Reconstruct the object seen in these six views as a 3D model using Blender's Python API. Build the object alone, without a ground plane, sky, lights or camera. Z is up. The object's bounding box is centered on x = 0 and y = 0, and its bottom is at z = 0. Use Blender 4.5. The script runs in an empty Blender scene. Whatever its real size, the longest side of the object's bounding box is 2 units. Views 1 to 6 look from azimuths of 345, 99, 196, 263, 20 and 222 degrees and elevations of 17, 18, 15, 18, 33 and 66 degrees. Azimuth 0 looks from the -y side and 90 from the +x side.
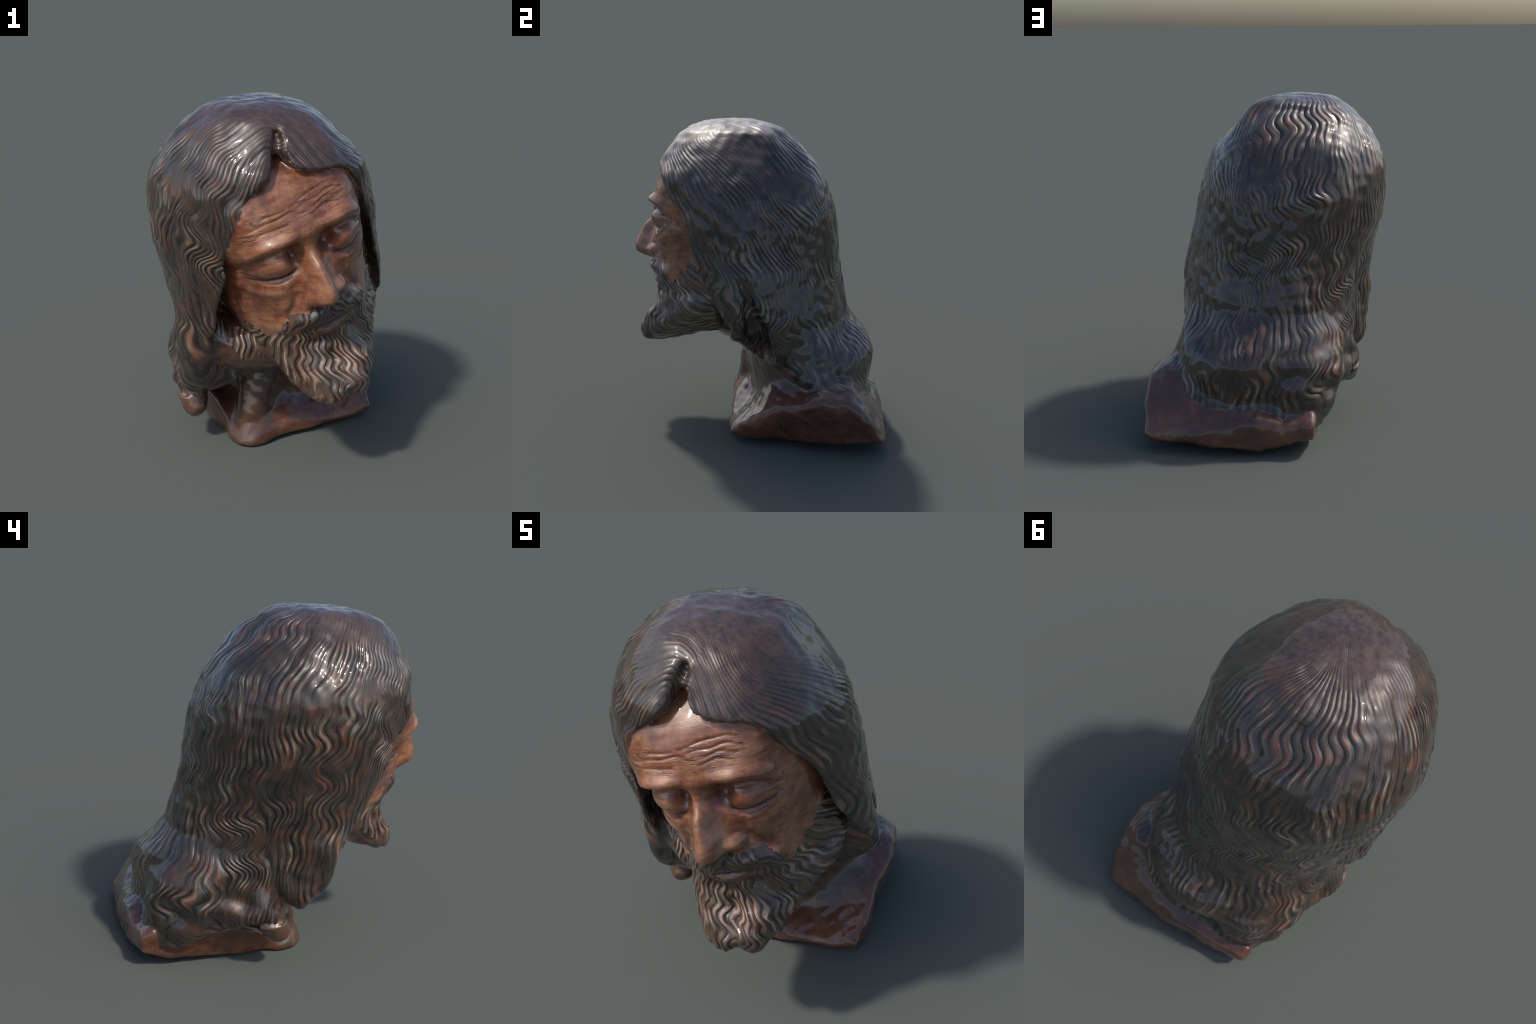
"""Carved and varnished wooden head of a long-haired bearded man on a rough block base."""
import math
import numpy as np
try:
    import bpy
except ImportError:          # the shape functions below need only numpy
    bpy = None
else:
    from mathutils import Vector
    from mathutils.bvhtree import BVHTree

f32 = np.float32
CELL = 0.0085                # cell of the field the rough shape is meshed from

# ------------------------------------------------------------------ helpers

def smooth_curve(xs, ys, x):
    """Monotone cubic through control points, linear beyond the ends."""
    xs, ys = np.asarray(xs, float), np.asarray(ys, float)
    h = np.diff(xs)
    d = np.diff(ys, axis=0) / h.reshape((-1,) + (1,) * (ys.ndim - 1))
    m = np.zeros_like(ys)
    m[0], m[-1] = d[0], d[-1]
    s = d[:-1] * d[1:]
    m[1:-1] = np.where(s > 0, 2 * s / np.where(s > 0, d[:-1] + d[1:], 1), 0)
    x = np.asarray(x, float)
    i = np.clip(np.searchsorted(xs, x) - 1, 0, len(xs) - 2)
    e = (1,) * (ys.ndim - 1)
    t = ((x - xs[i]) / h[i]).reshape(x.shape + e)
    hi = h[i].reshape(x.shape + e)
    out = ((1 + 2 * t) * (1 - t) ** 2) * ys[i] + t * (1 - t) ** 2 * hi * m[i] + t * t * (3 - 2 * t) * ys[i + 1] + t * t * (t - 1) * hi * m[i + 1]
    lo, up = (x < xs[0]).reshape(x.shape + e), (x > xs[-1]).reshape(x.shape + e)
    out = np.where(lo, ys[0] + m[0] * (x - xs[0]).reshape(x.shape + e), out)
    return np.where(up, ys[-1] + m[-1] * (x - xs[-1]).reshape(x.shape + e), out)


def ring_curve(values, n):
    """Closed cubic through evenly spaced values around a ring (last axis), n samples."""
    v = np.asarray(values, float)
    k = v.shape[-1]
    u = np.arange(n) * k / n
    i = np.floor(u).astype(int)
    t = u - i
    p0, p1, p2, p3 = (v[..., (i + o) % k] for o in (-1, 0, 1, 2))
    return p1 + .5 * t * (p2 - p0 + t * (2 * p0 - 5 * p1 + 4 * p2 - p3 + t * (3 * (p1 - p2) + p3 - p0)))


def closed_spline(points, per=12):
    p = np.asarray(points, float)
    return np.stack([ring_curve(p[:, 0], len(p) * per), ring_curve(p[:, 1], len(p) * per)], 1)


def open_spline(points, per=10):
    p = np.asarray(points, float)
    q = np.vstack([2 * p[0] - p[1], p, 2 * p[-1] - p[-2]])
    out = []
    for i in range(1, len(q) - 2):
        for t in np.arange(per) / per:
            p0, p1, p2, p3 = q[i - 1:i + 3]
            out.append(p1 + .5 * t * (p2 - p0 + t * (2 * p0 - 5 * p1 + 4 * p2 - p3 + t * (3 * (p1 - p2) + p3 - p0))))
    return np.array(out + [p[-1]])


def polygon_distance(poly, a, b):
    """Signed distance to a closed polygon, negative inside."""
    p, q = poly, np.roll(poly, -1, 0)
    d = np.full(a.shape, 9.0)
    inside = np.zeros(a.shape, bool)
    for (x0, y0), (x1, y1) in zip(p, q):
        ex, ey = x1 - x0, y1 - y0
        t = np.clip(((a - x0) * ex + (b - y0) * ey) / (ex * ex + ey * ey + 1e-12), 0, 1)
        d = np.minimum(d, np.hypot(a - x0 - t * ex, b - y0 - t * ey))
        if y0 != y1:
            inside ^= ((y0 <= b) != (y1 <= b)) & (a < x0 + (b - y0) / ey * ex)
    return np.where(inside, -d, d)


def line_distance(path, a, b):
    """Distance to an open path and the place along it, 0 to 1."""
    d, s = np.full(a.shape, 9.0), np.zeros(a.shape)
    n = len(path) - 1
    for i in range(n):
        (x0, y0), (x1, y1) = path[i], path[i + 1]
        ex, ey = x1 - x0, y1 - y0
        t = np.clip(((a - x0) * ex + (b - y0) * ey) / (ex * ex + ey * ey + 1e-12), 0, 1)
        e = np.hypot(a - x0 - t * ex, b - y0 - t * ey)
        s = np.where(e < d, (i + t) / n, s)
        d = np.minimum(d, e)
    return d, s


def smin(a, b, k):
    h = np.maximum(k - np.abs(a - b), 0) / k
    return np.minimum(a, b) - h * h * k * f32(.25)


def smax(a, b, k):
    return -smin(-a, -b, k)


class Table:
    """A function of two coordinates tabulated finely once and looked up bilinearly."""

    def __init__(self, f, a0, a1, b0, b1, step):
        self.a0, self.b0, self.step = a0, b0, step
        a, b = np.meshgrid(np.arange(a0, a1 + step, step), np.arange(b0, b1 + step, step), indexing="ij")
        self.v = f(a, b).astype(f32)

    def __call__(self, a, b):
        n, m = self.v.shape
        u = np.clip((a - self.a0) / self.step, 0, n - 1.001)
        w = np.clip((b - self.b0) / self.step, 0, m - 1.001)
        i, j = u.astype(np.int32), w.astype(np.int32)
        u, w = (u - i).astype(f32), (w - j).astype(f32)
        v = self.v
        return (v[i, j] * (1 - u) + v[i + 1, j] * u) * (1 - w) + (v[i, j + 1] * (1 - u) + v[i + 1, j + 1] * u) * w


# ------------------------------------------------------------------ the head's own frame
# The face looks to -y, turned a little to its left and tilted sideways.
# a runs across the face, b up it, c out of it; the origin lies between the brows.
ORIGIN = np.array([.015, -.825, 1.350])
ACROSS = np.array([.947, .145, .286]); ACROSS /= np.linalg.norm(ACROSS)
UPWARD = np.array([-.26, -.02, .965]); UPWARD -= UPWARD @ ACROSS * ACROSS; UPWARD /= np.linalg.norm(UPWARD)
OUTWARD = np.cross(ACROSS, UPWARD)


def face_frame(x, y, z):
    dx, dy, dz = x - f32(ORIGIN[0]), y - f32(ORIGIN[1]), z - f32(ORIGIN[2])
    return tuple((dx * f32(v[0]) + dy * f32(v[1]) + dz * f32(v[2])) for v in (ACROSS, UPWARD, OUTWARD))


# ------------------------------------------------------------------ hair mass
# Horizontal sections: height, radius about a leaning axis at 16 bearings
# (front, then by the figure's left (+x), back, and its right (-x)).
AXIS = ((0, .10, .30), (.5, .03, .20), (.8, .0, -.05), (1.2, -.02, -.15), (2.0, -.08, -.22))
SECTIONS = (
    (.10, (.30, .30, .33, .38, .40, .44, .48, .47, .43, .43, .53, .54, .48, .42, .40, .35)),
    (.25, (.30, .30, .33, .40, .44, .48, .51, .51, .47, .465, .555, .585, .525, .54, .48, .35)),
    (.35, (.30, .30, .33, .41, .46, .52, .53, .53, .50, .50, .57, .59, .55, .57, .56, .38)),
    (.45, (.40, .32, .33, .43, .49, .54, .54, .55, .53, .525, .575, .58, .53, .555, .60, .50)),
    (.55, (.50, .45, .37, .44, .51, .52, .55, .55, .56, .55, .565, .545, .515, .55, .62, .58)),
    (.65, (.55, .50, .46, .50, .56, .54, .56, .545, .575, .57, .56, .53, .51, .565, .60, .57)),
    (.75, (.60, .60, .57, .60, .625, .585, .58, .58, .59, .59, .555, .525, .512, .572, .56, .58)),
    (.85, (.60, .60, .58, .61, .655, .61, .595, .605, .61, .61, .56, .535, .53, .58, .57, .58)),
    (1.1, (.60, .58, .55, .595, .615, .59, .57, .595, .61, .61, .59, .58, .585, .595, .59, .59)),
    (1.25, (.60, .57, .54, .58, .597, .555, .555, .592, .615, .61, .607, .604, .61, .615, .61, .595)),
    (1.4, (.60, .58, .545, .578, .592, .543, .545, .588, .61, .605, .615, .61, .61, .62, .615, .61)),
    (1.55, (.60, .60, .575, .565, .55, .515, .525, .56, .57, .57, .59, .60, .605, .59, .605, .61)),
    (1.65, (.585, .585, .58, .537, .51, .49, .50, .535, .535, .53, .56, .56, .575, .555, .57, .60)),
    (1.75, (.525, .55, .515, .472, .43, .425, .44, .47, .475, .465, .49, .485, .505, .495, .515, .54)),
    (1.82, (.485, .50, .45, .405, .37, .36, .395, .415, .415, .395, .42, .425, .445, .44, .465, .49)),
    (1.88, (.445, .44, .395, .35, .31, .30, .355, .34, .35, .33, .355, .365, .38, .385, .415, .44)),
    (1.92, (.395, .395, .34, .30, .275, .265, .315, .285, .295, .28, .31, .31, .33, .33, .365, .41)),
    (1.95, (.335, .33, .29, .265, .245, .245, .28, .255, .265, .26, .27, .27, .29, .29, .315, .36)),
    (1.98, (.22, .20, .18, .17, .16, .16, .20, .20, .20, .19, .19, .19, .21, .22, .24, .26)),
    (2.0, (.07, .07, .07, .07, .07, .07, .07, .07, .07, .07, .07, .07, .07, .07, .07, .07)),
)
HEM = (.70, .73, .69, .57, .48, .38, .30, .23, .18, .15, .12, .13, .24, .30, .38, .50)   # where the hair ends below


def hair_axis(z):
    k = np.array(AXIS)
    zs = np.linspace(0, 2.1, 211)
    x, y = smooth_curve(k[:, 0], k[:, 1], zs), smooth_curve(k[:, 0], k[:, 2], zs)
    return np.interp(z, zs, x).astype(f32), np.interp(z, zs, y).astype(f32)


def hair_field(x, y, z):
    n = 360
    rings = ring_curve([s[1] for s in SECTIONS], n)
    zs = np.arange(0, 2.06, .005)
    sq = smooth_curve([s[0] for s in SECTIONS], rings ** 2, zs)
    t = Table(lambda a, b: np.concatenate([sq, sq[:, :1]], 1), 0, 2.055, 0, n, 1)
    t.v, t.step = np.concatenate([sq, sq[:, :1]], 1).astype(f32), 1
    cx, cy = hair_axis(z)
    dx, dy = x - cx, y - cy
    bearing = np.degrees(np.arctan2(dx, -dy)) % 360
    s = t(z / .005, bearing)
    r2 = dx * dx + dy * dy
    f = (r2 - s) / (2 * np.sqrt(np.maximum(np.maximum(s, r2), .01)))
    hem = ring_curve(HEM, n)
    low = hem[np.minimum(bearing, 359.9).astype(np.int32)].astype(f32) - z
    return f.astype(f32) - f32(.005), low


# Edge of the hair around the face, in face coordinates (a, b).
HAIRLINE = [(.026, .435), (.085, .345), (.19, .295), (.315, .25), (.39, .10), (.435, -.02), (.465, -.18), (.475, -.33), (.51, -.50), (.535, -.66),
            (.58, -.85), (.60, -1.1), (.40, -1.35), (.0, -1.40), (-.40, -1.35), (-.64, -1.1), (-.63, -.80), (-.575, -.58), (-.49, -.38), (-.445, -.22),
            (-.385, -.08), (-.365, .02), (-.325, .14), (-.235, .27), (-.149, .325), (-.05, .365)]

# Outline of jaw and beard in face coordinates, closed above behind the forehead.
JAW = [(-.60, .50), (-.52, .0), (-.47, -.22), (-.42, -.38), (-.35, -.60), (-.285, -.765), (-.215, -.85), (-.12, -.88), (-.065, -.87), (.0, -.90), (.07, -.90),
       (.17, -.86), (.27, -.81), (.38, -.76), (.47, -.68), (.54, -.50), (.58, -.20), (.60, .50)]


def bump(a, b, a0, b0, ra, rb, turn=0.0, power=2.0):
    c, s = math.cos(turn), math.sin(turn)
    u, v = ((a - a0) * c + (b - b0) * s) / ra, (-(a - a0) * s + (b - b0) * c) / rb
    return np.exp(-(u * u + v * v) ** (power / 2))


def ridge(a, b, path, width, power=2.0, taper=True):
    d, s = line_distance(open_spline(path, 8), a, b)
    k = np.sin(np.clip(s, .0, 1) * math.pi) ** .5 if taper else 1.0
    return np.exp(-(d / width) ** power) * k


# level b, middle height c, then for the figure's right and left side: half width where the face
# has fallen back by 25 cm and roundness; last the sideways shift
FACE_LEVELS = ((.62, -.52, .42, 2.4, .42, 2.4, 0), (.50, -.34, .44, 2.4, .44, 2.4, 0), (.43, -.26, .45, 2.7, .45, 2.7, 0), (.35, -.155, .45, 3.0, .45, 3.0, 0),
               (.27, -.082, .44, 3.4, .45, 3.4, .02), (.16, -.040, .41, 3.4, .425, 3.5, .02), (.06, -.018, .385, 3.2, .395, 3.4, .02), (-.05, -.050, .355, 2.8, .40, 3.0, .02),
               (-.20, -.060, .325, 2.4, .39, 2.5, .01), (-.30, -.054, .312, 2.2, .38, 2.2, 0), (-.40, -.052, .297, 2.05, .365, 1.9, 0), (-.47, -.068, .285, 1.9, .362, 1.8, 0),
               (-.55, -.095, .305, 1.9, .355, 1.8, -.01), (-.64, -.080, .33, 1.9, .345, 1.8, -.03), (-.71, -.030, .33, 1.9, .32, 1.9, -.04), (-.79, .012, .30, 2.0, .29, 2.0, -.05),
               (-.86, .008, .25, 2.1, .265, 2.1, -.055), (-.93, -.05, .23, 2.2, .22, 2.2, -.06), (-1.0, -.15, .22, 2.2, .22, 2.2, -.06))


def face_height(a, b):
    """How far the face stands out, over its own plane."""
    k = np.array(FACE_LEVELS)[::-1]
    c0, wl, pl, wr, pr, sh = (smooth_curve(k[:, 0], k[:, i], b) for i in range(1, 7))
    side = 1 / (1 + np.exp(-(a - sh) / .02))
    w, p = wl + (wr - wl) * side, pl + (pr - pl) * side
    h = c0 - .25 * ((np.sqrt((a - sh) ** 2 + .05 ** 2) - .05) / (w - .04)) ** p
    fill = -.165 - 1.15 * (np.sqrt((a - .19) ** 2 + .07 ** 2) - .05) - .8 * np.maximum(-.73 - b, 0) - .7 * np.maximum(b + .58, 0)     # jaw that runs back to the hair on the left
    h = smax(h, fill, .06)
    m = np.abs(a - .012)                                   # features that come in pairs
    # brows, sockets, lids
    h += .031 * ridge(m, b, [(.055, .062), (.13, .072), (.22, .068), (.30, .03), (.335, -.03)], .030)
    h += .012 * bump(a, b, .01, .055, .05, .04)
    h -= .072 * bump(m, b, .092, -.030, .044, .054)
    h -= .027 * ridge(m, b, [(.08, -.005), (.15, .014), (.24, .006), (.32, -.045)], .020)
    h += .036 * bump(m, b, .207, -.060, .100, .050, -.12, 2.4)
    h -= .022 * ridge(m, b, [(.09, -.096), (.15, -.120), (.23, -.117), (.33, -.070)], .011)
    h += .010 * ridge(m, b, [(.11, -.142), (.18, -.158), (.26, -.142), (.33, -.09)], .020)
    h -= .004 * ridge(m, b, [(.10, -.175), (.17, -.200), (.25, -.185), (.33, -.13)], .016)
    h += .027 * ridge(m, b, [(.37, -.11), (.31, -.165), (.23, -.20), (.15, -.19)], .030)
    # nose
    ks = ([.03, -.03, -.10, -.17, -.24, -.275, -.30, -.325], [.0, .040, .098, .126, .147, .142, .10, 0], [.03, .034, .042, .048, .056, .06, .06, .06])
    hn = smooth_curve(ks[0][::-1], ks[1][::-1], np.clip(b, -.325, .03))
    wn = smooth_curve(ks[0][::-1], ks[2][::-1], np.clip(b, -.325, .03))
    h += hn * np.exp(-(np.abs(a + .010) / (wn * 1.12)) ** 2.3) * (b < .03) * (b > -.325)
    h += .038 * bump(m, b, .088, -.268, .036, .040, 0, 2.4)
    h += .018 * bump(m, b, .06, -.19, .05, .08)
    h -= .045 * bump(np.abs(a + .004), b, .050, -.310, .022, .016)
    h -= .012 * ridge(m, b, [(.070, -.225), (.098, -.222), (.128, -.245), (.138, -.29)], .011)
    h -= .027 * ridge(m, b, [(.125, -.215), (.150, -.28), (.185, -.35), (.215, -.42)], .022)
    h -= .020 * bump(m, b, .25, -.315, .08, .065)
    h -= .012 * bump(m, b, .31, -.42, .06, .09)
    # moustache, mouth, chin
    h += .034 * ridge(m, b, [(.012, -.355), (.07, -.362), (.14, -.375), (.20, -.40), (.235, -.45)], .034)
    h -= .020 * ridge(a, b, [(-.15, -.452), (-.07, -.440), (0, -.447), (.07, -.440), (.15, -.452)], .013)
    h += .012 * ridge(a, b, [(-.09, -.474), (0, -.482), (.09, -.474)], .016)
    h -= .020 * bump(m, b, .15, -.455, .03, .03)
    h -= .018 * bump(m, b, .10, -.52, .06, .03)
    h += .040 * bump(a, b, .100, -.675, .065, .060)
    h += .030 * bump(a, b, -.150, -.650, .060, .070)
    h += .020 * bump(m, b, .21, -.56, .05, .09, .5)
    h -= .022 * ridge(a, b, [(-.03, -.62), (-.045, -.72), (-.06, -.82), (-.07, -.90)], .028, taper=False)
    return h


# Block base: footprint corners (x, y), bottom heights there, and height of the top along y.
FOOT = [(-.245, -.16), (-.215, -.215), (-.11, -.215), (.20, -.165), (.57, -.112), (.618, -.06), (.634, .20), (.658, .42), (.615, .66), (.575, .84), (.53, .905), (.42, .90), (.24, .872),
        (.10, .865), (-.06, .815), (-.22, .768), (-.40, .72), (-.425, .67), (-.40, .55), (-.358, .30), (-.287, .0)]


def box_floor(x, y):
    right, left, back = np.clip((x + .1) / .7, 0, 1), np.clip((-x - .12) / .28, 0, 1), np.clip((y - .1) / .4, 0, 1)
    return (.034 + .022 * np.clip((y - .3) / .4, 0, 1)) * right + .015 * np.clip((y - .55) / .2, 0, 1) + .008 * back + .026 * left * back + .04 * left * np.clip((y - .5) / .2, 0, 1)


def base_field(x, y, z):
    poly = closed_spline(FOOT, 6)
    side = Table(lambda a, b: polygon_distance(poly, a, b), -.8, .8, -.5, 1.05, .01)
    ys = [-.2, -.13, -.04, .07, .22, .37, .5, .63, .71, .80, .90]

    def crown(a, b):
        right = smooth_curve(ys, [.06, .08, .13, .20, .285, .335, .37, .36, .32, .25, .10], b)
        left = smooth_curve(ys, [.05, .075, .13, .18, .20, .20, .20, .20, .20, .17, .09], b)
        slope = smooth_curve(ys, [.0, .0, .10, .3, .4, .5, .65, .6, .35, .2, .1], b)
        k = np.clip((a + .1) / .65, 0, 1)
        top = left * (1 - k) + right * k + slope * np.clip(.645 - a, 0, .16)
        top = top - .05 * np.clip((-a - .10) / .15, 0, 1)
        return top + .085 * bump(a, b, .04, -.11, .16, .09)

    t = Table(crown, -.8, .8, -.5, 1.05, .01)
    wall = side(x, y) + f32(.22) * np.clip(f32(.26) - z, 0, 1) * np.clip((x - f32(.3)) / f32(.2), 0, 1) * np.exp(-((y - f32(.38)) / f32(.22)) ** 4)
    f = smax(wall, (z - t(x, y)) * f32(.8), f32(.035))
    return smax(f, box_floor(x, y).astype(f32) - z, f32(.03))


def ellipsoid(x, y, z, c, r):
    u = ((x - f32(c[0])) / f32(r[0])) ** 2 + ((y - f32(c[1])) / f32(r[1])) ** 2 + ((z - f32(c[2])) / f32(r[2])) ** 2
    q = np.sqrt(u)
    return (q - 1) * f32(min(r))


def limb(x, y, z, p, q, r0, r1):
    p, q = np.asarray(p, float), np.asarray(q, float)
    e = q - p
    t = np.clip(((x - f32(p[0])) * f32(e[0]) + (y - f32(p[1])) * f32(e[1]) + (z - f32(p[2])) * f32(e[2])) / f32(e @ e), 0, 1)
    return np.sqrt((x - f32(p[0]) - t * f32(e[0])) ** 2 + (y - f32(p[1]) - t * f32(e[1])) ** 2 + (z - f32(p[2]) - t * f32(e[2])) ** 2) - (f32(r0) + f32(r1 - r0) * t)


def shape_field(x, y, z):
    """Negative inside the carving."""
    a, b, c = face_frame(x, y, z)
    hair, low = hair_field(x, y, z)
    hair = smax(hair, low, f32(.05))
    line = closed_spline(HAIRLINE, 8)
    opening = Table(lambda u, v: polygon_distance(line, u, v), -.9, .9, -1.5, .8, .006)
    line_in = opening(a, b)
    hair = smax(hair, -np.maximum(line_in, f32(-.62) - c), f32(.020))

    height = Table(face_height, -.75, .75, -1.1, .8, .004)
    h = height(a, b)
    e = f32(.006)
    slope = np.sqrt(1 + ((height(a + e, b) - h) / e) ** 2 + ((height(a, b + e) - h) / e) ** 2)
    jawline = closed_spline(JAW, 8)
    jaw = Table(lambda u, v: polygon_distance(jawline, u, v), -.8, .8, -1.3, .8, .006)
    face = smax((c - h) / slope, jaw(a, b + (f32(.24) + f32(.16) * np.clip(-a / f32(.1), 0, 1)) * c), f32(.08))
    face = smax(face, f32(-.55) - c, f32(.04))
    face = smax(face, line_in - f32(.06), f32(.03))

    throat = ellipsoid(x, y, z, (-.08, -.14, .71), (.37, .36, .215))
    throat = smin(throat, limb(x, y, z, (-.44, -.10, .56), (-.10, -.12, .62), .09, .12), f32(.08))
    notch = limb(x, y, z, (-.118, -.79, 1.70), (-.095, -.64, 1.86), .045, .012)
    hair = smax(hair, -notch, f32(.05))
    hollow = smin(limb(x, y, z, (.635, -.04, 1.08), (.61, .04, .80), .03, .06), limb(x, y, z, (.61, .04, .80), (.53, .09, .60), .06, .075), f32(.04))
    hair = smax(hair, -hollow, f32(.035))
    lock = smin(limb(x, y, z, (-.43, -.24, .74), (-.44, -.21, .56), .14, .115), limb(x, y, z, (-.44, -.21, .56), (-.475, -.155, .43), .11, .05), f32(.04))
    neck = limb(x, y, z, (.10, .325, .10), (.06, .15, .70), .312, .292)
    base = base_field(x, y, z)
    neck = smin(neck, limb(x, y, z, (.30, .285, .18), (.22, .26, .60), .24, .19), f32(.08))
    neck = smin(neck, limb(x, y, z, (-.165, -.125, .05), (-.06, -.03, .42), .075, .12), f32(.12))
    lump = limb(x, y, z, (-.465, -.055, .24), (-.455, .04, .39), .068, .108)

    body = smin(base, neck, f32(.10))
    body = smin(body, throat, f32(.06))
    body = smin(body, lump, f32(.03))
    body = smin(body, smin(hair, lock, f32(.05)), f32(.045))
    body = smin(body, face, f32(.012))
    return smax(body, box_floor(x, y).astype(f32) - z, f32(.03))


# ------------------------------------------------------------------ meshing the field

def rough_mesh():
    lo, hi = np.array([-.72, -.98, -.03]), np.array([.72, .98, 2.06])
    ax = [np.arange(l, h, CELL, dtype=f32) for l, h in zip(lo, hi)]
    n = [len(v) for v in ax]
    f = np.empty(n, f32)
    step = 30
    for i in range(0, n[0], step):
        x, y, z = np.meshgrid(ax[0][i:i + step], ax[1], ax[2], indexing="ij")
        f[i:i + step] = shape_field(x, y, z)
    s = f < 0
    cut = np.zeros([k - 1 for k in n], np.int8)
    total = np.zeros(cut.shape + (3,), f32)
    count = np.zeros(cut.shape, f32)
    sl = lambda o, k: slice(o, k - 1 + o)
    for axis in range(3):
        o1, o2 = [d for d in range(3) if d != axis]
        for u in (0, 1):
            for v in (0, 1):
                p = [None] * 3
                p[axis], p[o1], p[o2] = sl(0, n[axis]), sl(u, n[o1]), sl(v, n[o2])
                q = list(p); q[axis] = sl(1, n[axis])
                fa, fb = f[tuple(p)], f[tuple(q)]
                m = (fa < 0) != (fb < 0)
                t = fa[m] / (fa[m] - fb[m])
                w = np.zeros((len(t), 3), f32)
                w[:, axis], w[:, o1], w[:, o2] = t, u, v
                total[m] += w
                count[m] += 1
    cells = np.argwhere(count > 0)
    ids = np.full(cut.shape, -1, np.int64)
    ids[tuple(cells.T)] = np.arange(len(cells))
    verts = lo + CELL * (cells + total[tuple(cells.T)] / count[tuple(cells.T)][:, None])
    quads = []
    for axis in range(3):
        o1, o2 = (axis + 1) % 3, (axis + 2) % 3
        p = [slice(1, k - 1) for k in n]
        q = list(p); p[axis] = slice(0, n[axis] - 1); q[axis] = slice(1, n[axis])
        m = s[tuple(p)] != s[tuple(q)]
        e = np.argwhere(m)
        inside_first = s[tuple(p)][m]
        for d in (o1, o2):
            e[:, d] += 1
        c = []
        for du, dv in ((1, 1), (0, 1), (0, 0), (1, 0)):
            g = e.copy(); g[:, o1] -= du; g[:, o2] -= dv
            c.append(ids[tuple(g.T)])
        quad = np.stack(c, 1)
        quad[~inside_first] = quad[~inside_first][:, ::-1]
        quads.append(quad)
    return verts.astype(float), np.concatenate(quads)


# ------------------------------------------------------------------ rules shared by relief and colour
# The same expressions run on arrays (to carve the relief) and on shader nodes (to colour it).

class Node:
    def __init__(self, tree, socket):
        self.tree, self.socket = tree, socket

    def math(self, op, *others):
        n = self.tree.nodes.new("ShaderNodeMath")
        n.operation = op
        for i, v in enumerate((self,) + others):
            if isinstance(v, Node):
                self.tree.links.new(v.socket, n.inputs[i])
            else:
                n.inputs[i].default_value = float(v)
        return Node(self.tree, n.outputs[0])

    def const(self, v):
        n = self.tree.nodes.new("ShaderNodeValue")
        n.outputs[0].default_value = float(v)
        return Node(self.tree, n.outputs[0])

    def __add__(self, o): return self.math("ADD", o)
    __radd__ = __add__
    def __mul__(self, o): return self.math("MULTIPLY", o)
    __rmul__ = __mul__
    def __sub__(self, o): return self.math("SUBTRACT", o)
    def __rsub__(self, o): return self.const(o).math("SUBTRACT", self)
    def __truediv__(self, o): return self.math("DIVIDE", o)
    def __neg__(self): return self.math("MULTIPLY", -1)


def either(op, fn):
    return lambda v, *o: v.math(op, *o) if isinstance(v, Node) else fn(v, *o)


sign_ = either("SIGN", np.sign)
sin_, sqrt_, abs_ = either("SINE", np.sin), either("SQRT", np.sqrt), either("ABSOLUTE", np.abs)
acos_, atan2_ = either("ARCCOSINE", np.arccos), either("ARCTAN2", np.arctan2)
min_, max_, pow_ = either("MINIMUM", np.minimum), either("MAXIMUM", np.maximum), either("POWER", np.power)


def step_(v, lo, hi):
    t = min_(max_((v - lo) / (hi - lo), 0.0), 1.0)
    return t * t * (3.0 - 2.0 * t)


def to_face(x, y, z):
    dx, dy, dz = x - float(ORIGIN[0]), y - float(ORIGIN[1]), z - float(ORIGIN[2])
    return tuple(dx * float(v[0]) + dy * float(v[1]) + dz * float(v[2]) for v in (ACROSS, UPWARD, OUTWARD))


PART_FRONT, PART_BACK = (-.115, -.60), (-.05, -.02)      # ends of the parting


def hair_flow(x, y, z):
    """Angle that stays the same along a strand: strands leave the parting and fall."""
    left = step_(x, -.15, .25)
    above = max_(z - 1.15, 0.0)
    lean = .12 + .42 * left
    xe = x - PART_BACK[0] + .05 * sin_(2.1 * z + 1.0)
    ye = y - PART_BACK[1] + lean * above + .10 * (z - 1.15)
    fx, fy = PART_FRONT[0] - PART_BACK[0], PART_FRONT[1] - PART_BACK[1]
    r1 = sqrt_((xe - fx) * (xe - fx) + (ye - fy) * (ye - fy))
    r2 = sqrt_(xe * xe + ye * ye)
    side = sign_(xe * -fy + ye * fx)
    return side * acos_(min_(max_((r1 - r2) / math.hypot(fx, fy), -.9999), .9999))


def wander(x, y, z, scale, seed, n=5):
    """Smooth irregular field, about -1 to 1, the same for arrays and nodes."""
    rng = np.random.default_rng(seed)
    out = 0.0
    for _ in range(n):
        k = rng.normal(size=3)
        k *= scale * rng.uniform(.6, 1.5) / np.linalg.norm(k)
        out = sin_(x * float(k[0]) + y * float(k[1]) + z * float(k[2]) + float(rng.uniform(0, 6.28))) + out
    return out * (1.0 / 2.3)


def swell(x, y, z, up, across, seed, n=4):
    """Waves that run mostly along z but fall in and out of step from lock to lock."""
    rng = np.random.default_rng(seed)
    out = 0.0
    for _ in range(n):
        u, v, w = rng.uniform(-1, 1), rng.uniform(-1, 1), rng.uniform(.6, 1.35)
        out = sin_(x * (across * u) + y * (across * v) + z * (up * w) + float(rng.uniform(0, 6.28))) + out
    return out * (1.0 / 1.6)


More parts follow.
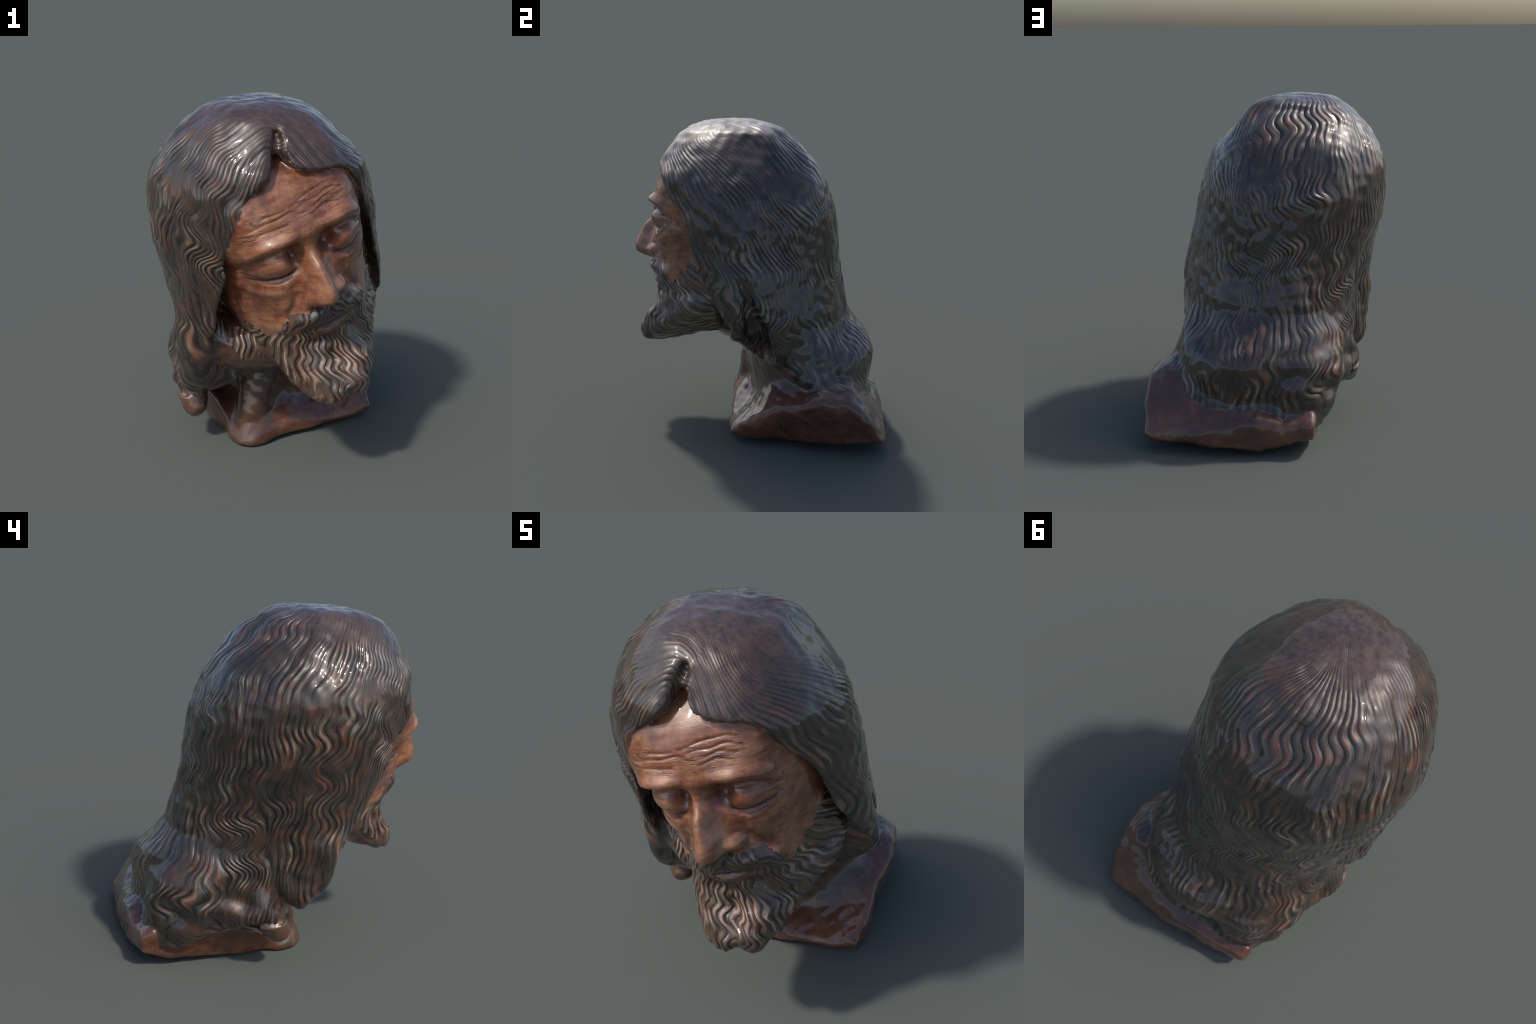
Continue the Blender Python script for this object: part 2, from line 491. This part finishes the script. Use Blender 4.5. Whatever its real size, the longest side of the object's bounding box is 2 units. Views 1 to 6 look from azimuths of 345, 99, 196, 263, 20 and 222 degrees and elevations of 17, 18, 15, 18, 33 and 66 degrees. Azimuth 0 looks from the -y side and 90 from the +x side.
def hair_strands(x, y, z):
    """Phase across the strands, with the waves of the locks."""
    nu = hair_flow(x, y, z)
    depth = .6 + .8 * wander(x, y, z, 7.0, 22, 4)
    wave = 2.5 * swell(x, y, z, 26.0, 17.0, 21)
    drift = 4.2 * wander(x, y, z, 9.0, 23) + 1.3 * wander(x, y, z, 20.0, 24)
    return 84.0 * nu + wave * depth + drift + 10.0 * x


def crown_rub(x, y, z):
    """Where the top of the head is rubbed nearly smooth, most towards the front and its left."""
    return step_(z + .20 * x - .22 * (y + .2) + .03 * wander(x, y, z, 14.0, 30, 4), 1.76, 2.02)


def hair_relief(x, y, z):
    phase = hair_strands(x, y, z)
    thick, thin = abs_(sin_(phase * .5)), abs_(sin_(phase * .78 + 1.5 * wander(x, y, z, 19.0, 27, 4)))
    lot = step_(wander(x, y, z, 12.0, 29, 4), -.25, .35)
    fine = thick * lot + thin * (1.0 - lot)
    broad = abs_(sin_(phase * .145 + 1.2 * wander(x, y, z, 8.0, 25, 4)))
    strength = min_(max_(.68 + .6 * wander(x, y, z, 21.0, 26), .12), 1.1)
    calm = 1.0 - .86 * crown_rub(x, y, z)
    return pow_(fine, .75) * calm * strength + (1.0 - calm * strength) * .55, broad * calm


def beard_strands(a, b):
    fan = atan2_(a + .03, .22 - b)
    depth = .8 + .5 * wander(a, b, 0.0, 11.0, 32, 4)
    wave = 2.1 * swell(a, 0.0, b, 56.0, 40.0, 31)
    drift = 3.4 * wander(a, b, 0.0, 19.0, 33) + 1.6 * wander(a, b, 0.0, 42.0, 34)
    return 190.0 * fan + wave * depth + drift


def beard_relief(a, b):
    phase = beard_strands(a, b)
    strength = min_(max_(.8 + .45 * wander(a, b, 0.0, 30.0, 35), .3), 1.1)
    return pow_(abs_(sin_(phase * .5)), .75) * strength + (1.0 - strength) * .55, abs_(sin_(phase * .16 + wander(a, b, 0.0, 14.0, 36, 4)))


def moustache_relief(a, b):
    m = abs_(a - .012)
    phase = 230.0 * (m * .72 + b * .55 + .006 * sin_(90.0 * m)) + 2.0 * sin_(31.0 * b + 9.0 * m)
    return pow_(abs_(sin_(phase * .5)), .8), abs_(sin_(phase * .2))


# Creases of the brow, in face coordinates.
WRINKLES = [[(-.27, .165), (-.18, .172), (-.08, .180), (.0, .170)], [(-.24, .125), (-.15, .140), (-.06, .128)], [(-.04, .205), (.06, .222), (.15, .240), (.25, .222)],
            [(.0, .185), (.10, .200), (.19, .205), (.28, .18)], [(.06, .165), (.15, .178), (.24, .165)], [(.04, .135), (.13, .150), (.20, .14)],
            [(-.20, .195), (-.12, .203), (-.05, .198)], [(.29, -.03), (.335, -.045), (.375, -.085)], [(.295, -.06), (.33, -.095), (.35, -.14)],
            [(-.29, -.03), (-.33, -.05), (-.36, -.09)], [(.14, -.135), (.20, -.148), (.27, -.13)], [(-.12, -.135), (-.18, -.148), (-.25, -.13)],
            [(.19, -.205), (.25, -.215), (.30, -.20)], [(.345, .10), (.36, .0), (.352, -.10), (.33, -.19)]]


def crease_table():
    def f(a, b):
        out = np.zeros_like(a)
        for i, path in enumerate(WRINKLES):
            out = np.maximum(out, ridge(a, b + .004 * np.sin(43 * a + i), path, .006, 1.6))
        return out
    return Table(f, -.6, .6, -.6, .5, .002)


def ripple(x, y, z, scale, seed):
    """Soft irregular lumps, about -1 to 1."""
    rng = np.random.default_rng(seed)
    out = np.zeros_like(x)
    for _ in range(14):
        k = rng.normal(size=3)
        k *= scale * rng.uniform(.5, 1.6) / np.linalg.norm(k)
        out += np.sin(k[0] * x + k[1] * y + k[2] * z + rng.uniform(0, 6.28))
    return out / 3.5


# ------------------------------------------------------------------ regions of the one surface
PARTS = ("hair", "face", "beard", "moustache", "nose", "eyelid_left", "eyelid_right", "lips", "neck", "base")
BEARD_TOP = [(-.47, -.20), (-.40, -.30), (-.31, -.43), (-.25, -.47), (-.235, -.43), (-.17, -.445), (-.10, -.455), (-.10, -.50), (.10, -.50), (.10, -.455), (.17, -.445), (.235, -.43),
             (.26, -.47), (.33, -.42), (.43, -.28), (.50, -.20), (.62, -.60), (.30, -1.10), (-.30, -1.10), (-.62, -.60)]
MOUSTACHE = [(0.012, -.325), (.07, -.335), (.13, -.33), (.19, -.35), (.24, -.40), (.245, -.46), (.20, -.43), (.13, -.415), (.06, -.425), (.012, -.432),
             (-.04, -.425), (-.11, -.415), (-.18, -.43), (-.22, -.46), (-.215, -.40), (-.165, -.35), (-.105, -.33), (-.045, -.335)]


def regions(v):
    x, y, z = v.T
    a, b, c = to_face(x, y, z)
    opening = polygon_distance(closed_spline(HAIRLINE, 4), a, b)
    foot = polygon_distance(closed_spline(FOOT, 4), x, y)
    h = Table(face_height, -.75, .75, -1.1, .8, .005)(a, b)
    near = c > h - .035
    part = np.zeros(len(v), int)
    jag = .010 * ripple(x, y, z, 70, 3) + .008 * ripple(x, y, z, 150, 4)
    front = (opening + jag * .2 < -.004) & (c > -.60)
    part[front] = PARTS.index("neck")
    skin = front & near & (polygon_distance(closed_spline(JAW, 4), a, b) < .05)
    part[skin] = PARTS.index("face")
    part[skin & (polygon_distance(closed_spline(BEARD_TOP, 4), a, b) + jag < 0)] = PARTS.index("beard")
    low_jaw = front & ~near & (polygon_distance(closed_spline(JAW, 4), a, b + .24 * c) > -.02) & (c + jag > np.where(a > .08, -.52, -.36))
    part[low_jaw] = PARTS.index("beard")
    part[skin & (polygon_distance(closed_spline(MOUSTACHE, 4), a, b) + .6 * jag < 0)] = PARTS.index("moustache")
    part[skin & (np.abs(b + .468) < .024) & (np.abs(a) < .095 - 60 * (b + .468) ** 2)] = PARTS.index("lips")
    part[skin & (b < -.01) & (b > -.325) & (np.abs(a) < .045 + .09 * np.clip(-b / .27, 0, 1))] = PARTS.index("nose")
    for name, sgn in (("eyelid_left", 1), ("eyelid_right", -1)):
        part[skin & (((a - .012 - sgn * .205) / .085) ** 2 + ((b + .062) / .046) ** 2 < 1)] = PARTS.index(name)
    cx, cy = hair_axis(z)
    bearing = np.degrees(np.arctan2(x - cx, -(y - cy))) % 360
    hem = ring_curve(HEM, 360)[np.minimum(bearing, 359).astype(int)]
    inner = hair_field(x.astype(f32), y.astype(f32), z.astype(f32))[0]
    part[(part == 0) & (z < hem + .012 * ripple(x, y, z, 40, 8) - .012) & (bearing < 200)] = PARTS.index("neck")
    part[(part == 0) & (z < hem + .012) & (bearing >= 200)] = PARTS.index("neck")
    part[(part == 0) & (z < .42) & (inner > .03) & (bearing < 240)] = PARTS.index("neck")
    lock = limb(x, y, z, (-.47, -.21, .55), (-.495, -.155, .425), .13, .07)
    part[(lock < 0) & (x < -.42) & (z > .30)] = PARTS.index("hair")
    part[(x < -.36) & (y < .28) & (z > .13) & ((z > .31) | (y > .06)) & (part == PARTS.index("neck"))] = PARTS.index("hair")
    neck = part == PARTS.index("neck")
    t = base_field(x.astype(f32), y.astype(f32), z.astype(f32))
    part[neck & (t < .012)] = PARTS.index("base")
    return part


def carve(v, n, part, q):
    """Strands, creases and tool marks, moved along the surface's normal."""
    x, y, z = v.T
    a, b, c = to_face(x, y, z)
    out = np.zeros(len(v))
    share = np.maximum(np.bincount(q.ravel(), minlength=len(v)), 1)

    def soft(names):
        """1 on the named parts, faded over a few millimetres at their borders."""
        m = np.isin(part, [PARTS.index(k) for k in names]).astype(float)
        for _ in range(5):
            m = np.bincount(q.ravel(), np.repeat(m[q].mean(1), 4), len(v)) / share
        return m

    fine, broad = hair_relief(x, y, z)
    out += soft(["hair"]) * (.0034 * (fine - .7) + .007 * (broad - .6) + (.004 + .007 * np.clip(1 - z, 0, .6)) * ripple(x, y, z, 17, 5) + .0016 * ripple(x, y, z, 55, 6) + .010 * np.clip((.78 - z) / .3, 0, 1) * np.clip(-x / .3, 0, 1) * ripple(x, y, z, 30, 9))
    fine, broad = beard_relief(a, b)
    out += soft(["beard"]) * (.005 * (fine - .7) + .008 * (broad - .6) + .004 * ripple(x, y, z, 42, 13))
    fine, broad = moustache_relief(a, b)
    out += soft(["moustache"]) * (.0045 * (fine - .7) + .003 * (broad - .6))
    front = (c > -.35) * soft(["face", "nose", "eyelid_left", "eyelid_right", "lips"])
    out -= front * .0055 * crease_table()(a, b)
    out += front * .0016 * ripple(x, y, z, 42, 7)
    out += soft(["base", "neck"]) * (.006 * ripple(x, y, z, 22, 11) + .0016 * ripple(x, y, z, 70, 12))
    return v + n * out[:, None]


# ------------------------------------------------------------------ materials

def new_material(name):
    m = bpy.data.materials.new(name)
    m.use_nodes = True
    t = m.node_tree
    p = t.nodes["Principled BSDF"]
    p.inputs["Roughness"].default_value = .42
    p.inputs["Coat Weight"].default_value = 1.0
    p.inputs["Coat Roughness"].default_value = .03
    p.inputs["Coat IOR"].default_value = 1.5
    co = t.nodes.new("ShaderNodeTexCoord")
    sep = t.nodes.new("ShaderNodeSeparateXYZ")
    t.links.new(co.outputs["Object"], sep.inputs[0])
    return m, t, p, co.outputs["Object"], [Node(t, sep.outputs[i]) for i in range(3)]


def noise(t, vec, scale, detail=4, rough=.55):
    n = t.nodes.new("ShaderNodeTexNoise")
    n.inputs["Scale"].default_value, n.inputs["Detail"].default_value, n.inputs["Roughness"].default_value = scale, detail, rough
    t.links.new(vec, n.inputs["Vector"])
    return Node(t, n.outputs["Fac"])


def combine(t, x, y, z):
    n = t.nodes.new("ShaderNodeCombineXYZ")
    for i, v in enumerate((x, y, z)):
        if isinstance(v, Node):
            t.links.new(v.socket, n.inputs[i])
        else:
            n.inputs[i].default_value = v
    return n.outputs[0]


def ramp(t, fac, stops):
    n = t.nodes.new("ShaderNodeValToRGB")
    e = n.color_ramp.elements
    e[0].position, e[0].color = stops[0][0], (*stops[0][1], 1)
    e[1].position, e[1].color = stops[-1][0], (*stops[-1][1], 1)
    for pos, col in stops[1:-1]:
        q = e.new(pos)
        q.color = (*col, 1)
    t.links.new(fac.socket, n.inputs[0])
    return n.outputs[0]


def mix(t, fac, c1, c2, kind="MIX"):
    n = t.nodes.new("ShaderNodeMix")
    n.data_type, n.blend_type = "RGBA", kind
    if isinstance(fac, Node):
        t.links.new(fac.socket, n.inputs[0])
    else:
        n.inputs[0].default_value = fac
    for i, c in ((6, c1), (7, c2)):
        if isinstance(c, tuple):
            n.inputs[i].default_value = (*c, 1)
        else:
            t.links.new(c, n.inputs[i])
    return n.outputs[2]


def bump_to(t, p, height, distance, strength=1.0):
    n = t.nodes.new("ShaderNodeBump")
    n.inputs["Distance"].default_value, n.inputs["Strength"].default_value = distance, strength
    t.links.new(height.socket, n.inputs["Height"])
    t.links.new(n.outputs[0], p.inputs["Normal"])


def strand_material(name, kind, dark, mid, light, red):
    m, t, p, vec, (x, y, z) = new_material(name)
    if kind == "hair":
        phase = hair_strands(x, y, z)
        fine, broad = hair_relief(x, y, z)
        along = z
        across = hair_flow(x, y, z)
        crown = crown_rub(x, y, z)
        stipple = noise(t, combine(t, x * 34.0, y * 34.0, z * 34.0), 1.0, 4, .65)
        grain = noise(t, combine(t, phase * .55, along * 9.0, x * 2.0), 1.0, 3)
        grain = grain * (1.0 - crown * .8) + stipple * crown * .8
    else:
        a, b, c = to_face(x, y, z)
        fine, broad = beard_relief(a, b) if kind == "beard" else moustache_relief(a, b)
        phase = beard_strands(a, b)
        grain = noise(t, combine(t, phase * .55, b * 12.0, c * 3.0), 1.0, 3)
    blotch = noise(t, vec, 4.5, 3)
    patch = noise(t, vec, 9.0, 4)
    pit = noise(t, vec, 38.0, 3, .7)
    tone = fine * .54 + broad * .16 + (grain - .5) * .95 + (blotch - .5) * .55 - step_(pit, .60, .70) * .22  # colour follows the relief: grooves painted dark, ridges pale
    col = ramp(t, tone, [(.18, dark), (.40, mid), (.58, mid), (.84, light)])
    col = mix(t, step_(patch, .48, .64) * .75, col, mix(t, step_(tone, .2, .85), dark, red))
    if kind == "hair":                                # the crown is rubbed to a red-brown
        col = mix(t, crown * .6, col, mix(t, step_(stipple * .5 + blotch * .5, .36, .64), (.055, .032, .026), (.125, .068, .053)))
    t.links.new(col, p.inputs["Base Color"])
    bump_to(t, p, fine * .8 + grain * .35, .010, .8)
    return m


def wood_material(name, deep, body, pale, scale=1.0):
    m, t, p, vec, (x, y, z) = new_material(name)
    big = noise(t, vec, 3.2 * scale, 4)
    small = noise(t, vec, 17.0 * scale, 5, .65)
    grain = noise(t, combine(t, x * 22.0, y * 22.0, z * 60.0), 1.0, 4, .6)
    tone = big * .55 + small * .3 + grain * .25
    col = ramp(t, tone, [(.36, deep), (.55, body), (.74, pale)])
    pores = noise(t, vec, 120.0, 2, .7)
    col = mix(t, step_(pores, .62, .74) * .35, col, deep)
    t.links.new(col, p.inputs["Base Color"])
    bump_to(t, p, small * .6 + grain * .4, .006, .4)
    return m


def skin_material(name, deep, body, pale, stain):
    m, t, p, vec, (x, y, z) = new_material(name)
    a, b, c = to_face(x, y, z)
    across = abs_(a - .012)
    big = noise(t, vec, 4.5, 4)
    small = noise(t, vec, 19.0, 5, .65)
    grain = noise(t, combine(t, a * 9.0, b * 55.0, c * 9.0), 1.0, 4, .6)
    tone = big * .62 + small * .38 + grain * .20
    col = ramp(t, tone, [(.40, deep), (.56, body), (.76, pale)])
    # lines painted dark along the creases: brow furrows, the slit of the eye, the line of the mouth
    furrow = noise(t, combine(t, a * 5.0, b * 42.0, 0.0), 1.0, 2, .5)
    line = 1.0 - step_(abs_(furrow - .5), .012, .038)
    line = line * step_(b, .095, .125) * (1.0 - step_(b, .215, .25)) * step_(small, .40, .56)
    dip = (across - .195) * (across - .195)
    slit = 1.0 - step_(abs_(b + .121 - 2.4 * dip), .003, .011)
    slit = slit * step_(across, .085, .11) * (1.0 - step_(across, .29, .33))
    mouth = 1.0 - step_(abs_(b + .447 + .15 * a * a), .003, .010)
    mouth = mouth * (1.0 - step_(across, .10, .14))
    dark_marks = min_(line * .75 + slit * .9 + mouth * .9, 1.0)
    pores = noise(t, vec, 110.0, 2, .7)
    dark_marks = max_(dark_marks, step_(pores, .62, .74) * .35)
    col = mix(t, dark_marks, col, stain)
    t.links.new(col, p.inputs["Base Color"])
    bump_to(t, p, small * .6 + grain * .5 - line * .6, .006, .5)
    return m


def make_materials():
    hair = strand_material("dark_grooved_hair", "hair", (.007, .0065, .0055), (.047, .032, .023), (.27, .205, .145), (.19, .068, .032))
    beard = strand_material("haze_lightened_beard", "beard", (.012, .009, .007), (.085, .052, .034), (.42, .31, .225), (.24, .095, .05))  # pale tones raised for the whitish highlight haze on the beard front
    tache = strand_material("dark_grooved_moustache", "moustache", (.012, .010, .009), (.06, .042, .033), (.20, .14, .11), (.15, .06, .03))
    skin = skin_material("oiled_skin", (.042, .014, .007), (.175, .053, .021), (.40, .185, .098), (.022, .012, .009))
    lid = skin_material("reddish_eyelid", (.085, .026, .012), (.22, .072, .032), (.38, .17, .095), (.022, .012, .009))
    lip = skin_material("brown_lip", (.05, .022, .014), (.105, .045, .028), (.17, .08, .05), (.016, .010, .008))
    block = wood_material("red_brown_block", (.034, .014, .009), (.105, .036, .017), (.20, .078, .036))
    throat = wood_material("dark_throat", (.035, .018, .012), (.090, .040, .023), (.16, .075, .042))
    return {"hair": hair, "beard": beard, "moustache": tache, "face": skin, "nose": skin, "lips": lip, "eyelid_left": lid, "eyelid_right": lid, "neck": throat, "base": block}


# ------------------------------------------------------------------ assembling

def subdivide(v, q):
    me = bpy.data.meshes.new("rough")
    me.from_pydata(v, [], q.tolist())
    ob = bpy.data.objects.new("rough", me)
    bpy.context.scene.collection.objects.link(ob)
    md = ob.modifiers.new("smooth", "SMOOTH"); md.factor, md.iterations = .5, 2
    md = ob.modifiers.new("sub", "SUBSURF"); md.levels = md.render_levels = 1
    ev = ob.evaluated_get(bpy.context.evaluated_depsgraph_get())
    me2 = ev.to_mesh()
    vv = np.empty(len(me2.vertices) * 3, f32); me2.vertices.foreach_get("co", vv)
    qq = np.empty(len(me2.loops), np.int32); me2.loops.foreach_get("vertex_index", qq)
    ev.to_mesh_clear()
    bpy.data.objects.remove(ob)
    bpy.data.meshes.remove(me)
    return vv.reshape(-1, 3).astype(float), qq.reshape(-1, 4)


def normals_of(v, q):
    n = np.cross(v[q[:, 2]] - v[q[:, 0]], v[q[:, 3]] - v[q[:, 1]])
    out = np.zeros_like(v)
    for i in range(4):
        for k in range(3):
            out[:, k] += np.bincount(q[:, i], n[:, k], len(v))
    return out / np.maximum(np.linalg.norm(out, axis=1), 1e-12)[:, None]


def mesh_part(name, v, q, normals, material, parent):
    used, inv = np.unique(q, return_inverse=True)
    inv = inv.reshape(-1, 4).astype(np.int32)
    me = bpy.data.meshes.new(name)
    me.vertices.add(len(used)); me.loops.add(inv.size); me.polygons.add(len(inv))
    me.vertices.foreach_set("co", v[used].astype(f32).ravel())
    me.loops.foreach_set("vertex_index", inv.ravel())
    me.polygons.foreach_set("loop_start", np.arange(0, inv.size, 4, dtype=np.int32))
    me.update(calc_edges=True)
    me.polygons.foreach_set("use_smooth", np.ones(len(inv), bool))
    me.normals_split_custom_set_from_vertices(normals[used].tolist())
    me.materials.append(material)
    ob = bpy.data.objects.new(name, me)
    ob.parent = parent
    bpy.context.scene.collection.objects.link(ob)
    return ob


LETTERS = ([(.231, .190), (.250, .175), (.261, .153), (.261, .129), (.237, .122)], [(.231, .190), (.235, .155), (.237, .122)], [(.290, .142), (.312, .136)],
           [(.363, .232), (.334, .222), (.322, .197), (.336, .175), (.374, .178)], [(.411, .189), (.405, .215), (.399, .241)],
           [(.399, .241), (.434, .248), (.438, .225), (.412, .216)], [(.412, .216), (.445, .208), (.474, .198)],
           [(.487, .250), (.499, .222), (.521, .213), (.527, .238), (.509, .270)], [(.544, .264), (.591, .270)], [(.591, .270), (.566, .211)], [(.566, .211), (.608, .211)])


def inscription(v, q, parent, material):
    """Cut letters of the signature, laid as dark gouge strokes into the side of the block."""
    near = (v[q[:, 0], 0] > .5) & (v[q[:, 0], 1] > .1) & (v[q[:, 0], 1] < .75) & (v[q[:, 0], 2] < .4)
    sel = q[near]
    used, inv = np.unique(sel, return_inverse=True)
    tree = BVHTree.FromPolygons(v[used].tolist(), inv.reshape(-1, 4).tolist())
    cu = bpy.data.curves.new("inscription", "CURVE")
    cu.dimensions, cu.bevel_depth, cu.bevel_resolution, cu.use_fill_caps = "3D", .0042, 2, True
    for stroke in LETTERS:
        line = open_spline(stroke, 8) if len(stroke) > 2 else np.linspace(stroke[0], stroke[1], 8)
        pts = []
        for y, z in line:
            p = tree.ray_cast(Vector((2, y, z)), Vector((-1, 0, 0)))[0]
            if p is not None:
                pts.append((p.x - .0022, y, z))
        sp = cu.splines.new("POLY")
        sp.points.add(len(pts) - 1)
        for i, p in enumerate(pts):
            sp.points[i].co = (*p, 1)
            sp.points[i].radius = 1.0 if 0 < i < len(pts) - 1 else .45
    tmp = bpy.data.objects.new("inscription_path", cu)
    bpy.context.scene.collection.objects.link(tmp)
    me = bpy.data.meshes.new_from_object(tmp.evaluated_get(bpy.context.evaluated_depsgraph_get()))
    bpy.data.objects.remove(tmp)
    me.name = "inscription"
    me.materials.clear()
    me.materials.append(material)
    ob = bpy.data.objects.new("inscription", me)
    ob.parent = parent
    bpy.context.scene.collection.objects.link(ob)


def build():
    thing = bpy.data.objects.new("carved_head", None)
    thing["label"] = "varnished dark wood carving of a bearded long-haired man's head"
    thing["category"] = "sculpture"
    bpy.context.scene.collection.objects.link(thing)
    v, q = subdivide(*rough_mesh())
    n = normals_of(v, q)
    part = regions(v)
    v = carve(v, n, part, q)
    v[:, 2] -= min(v[:, 2].min(), .004)
    n = normals_of(v, q)
    face_part = part[q].max(1)
    mats = make_materials()
    for i, key in enumerate(PARTS):
        sel = q[face_part == i]
        if len(sel):
            ob = mesh_part(key.replace("_left", "").replace("_right", ""), v, sel, n, mats[key], thing)
            if key == "base":
                inscription(v, q, ob, wood_material("dark_gouge", (.010, .008, .007), (.016, .012, .010), (.03, .02, .015)))


if bpy:
    build()
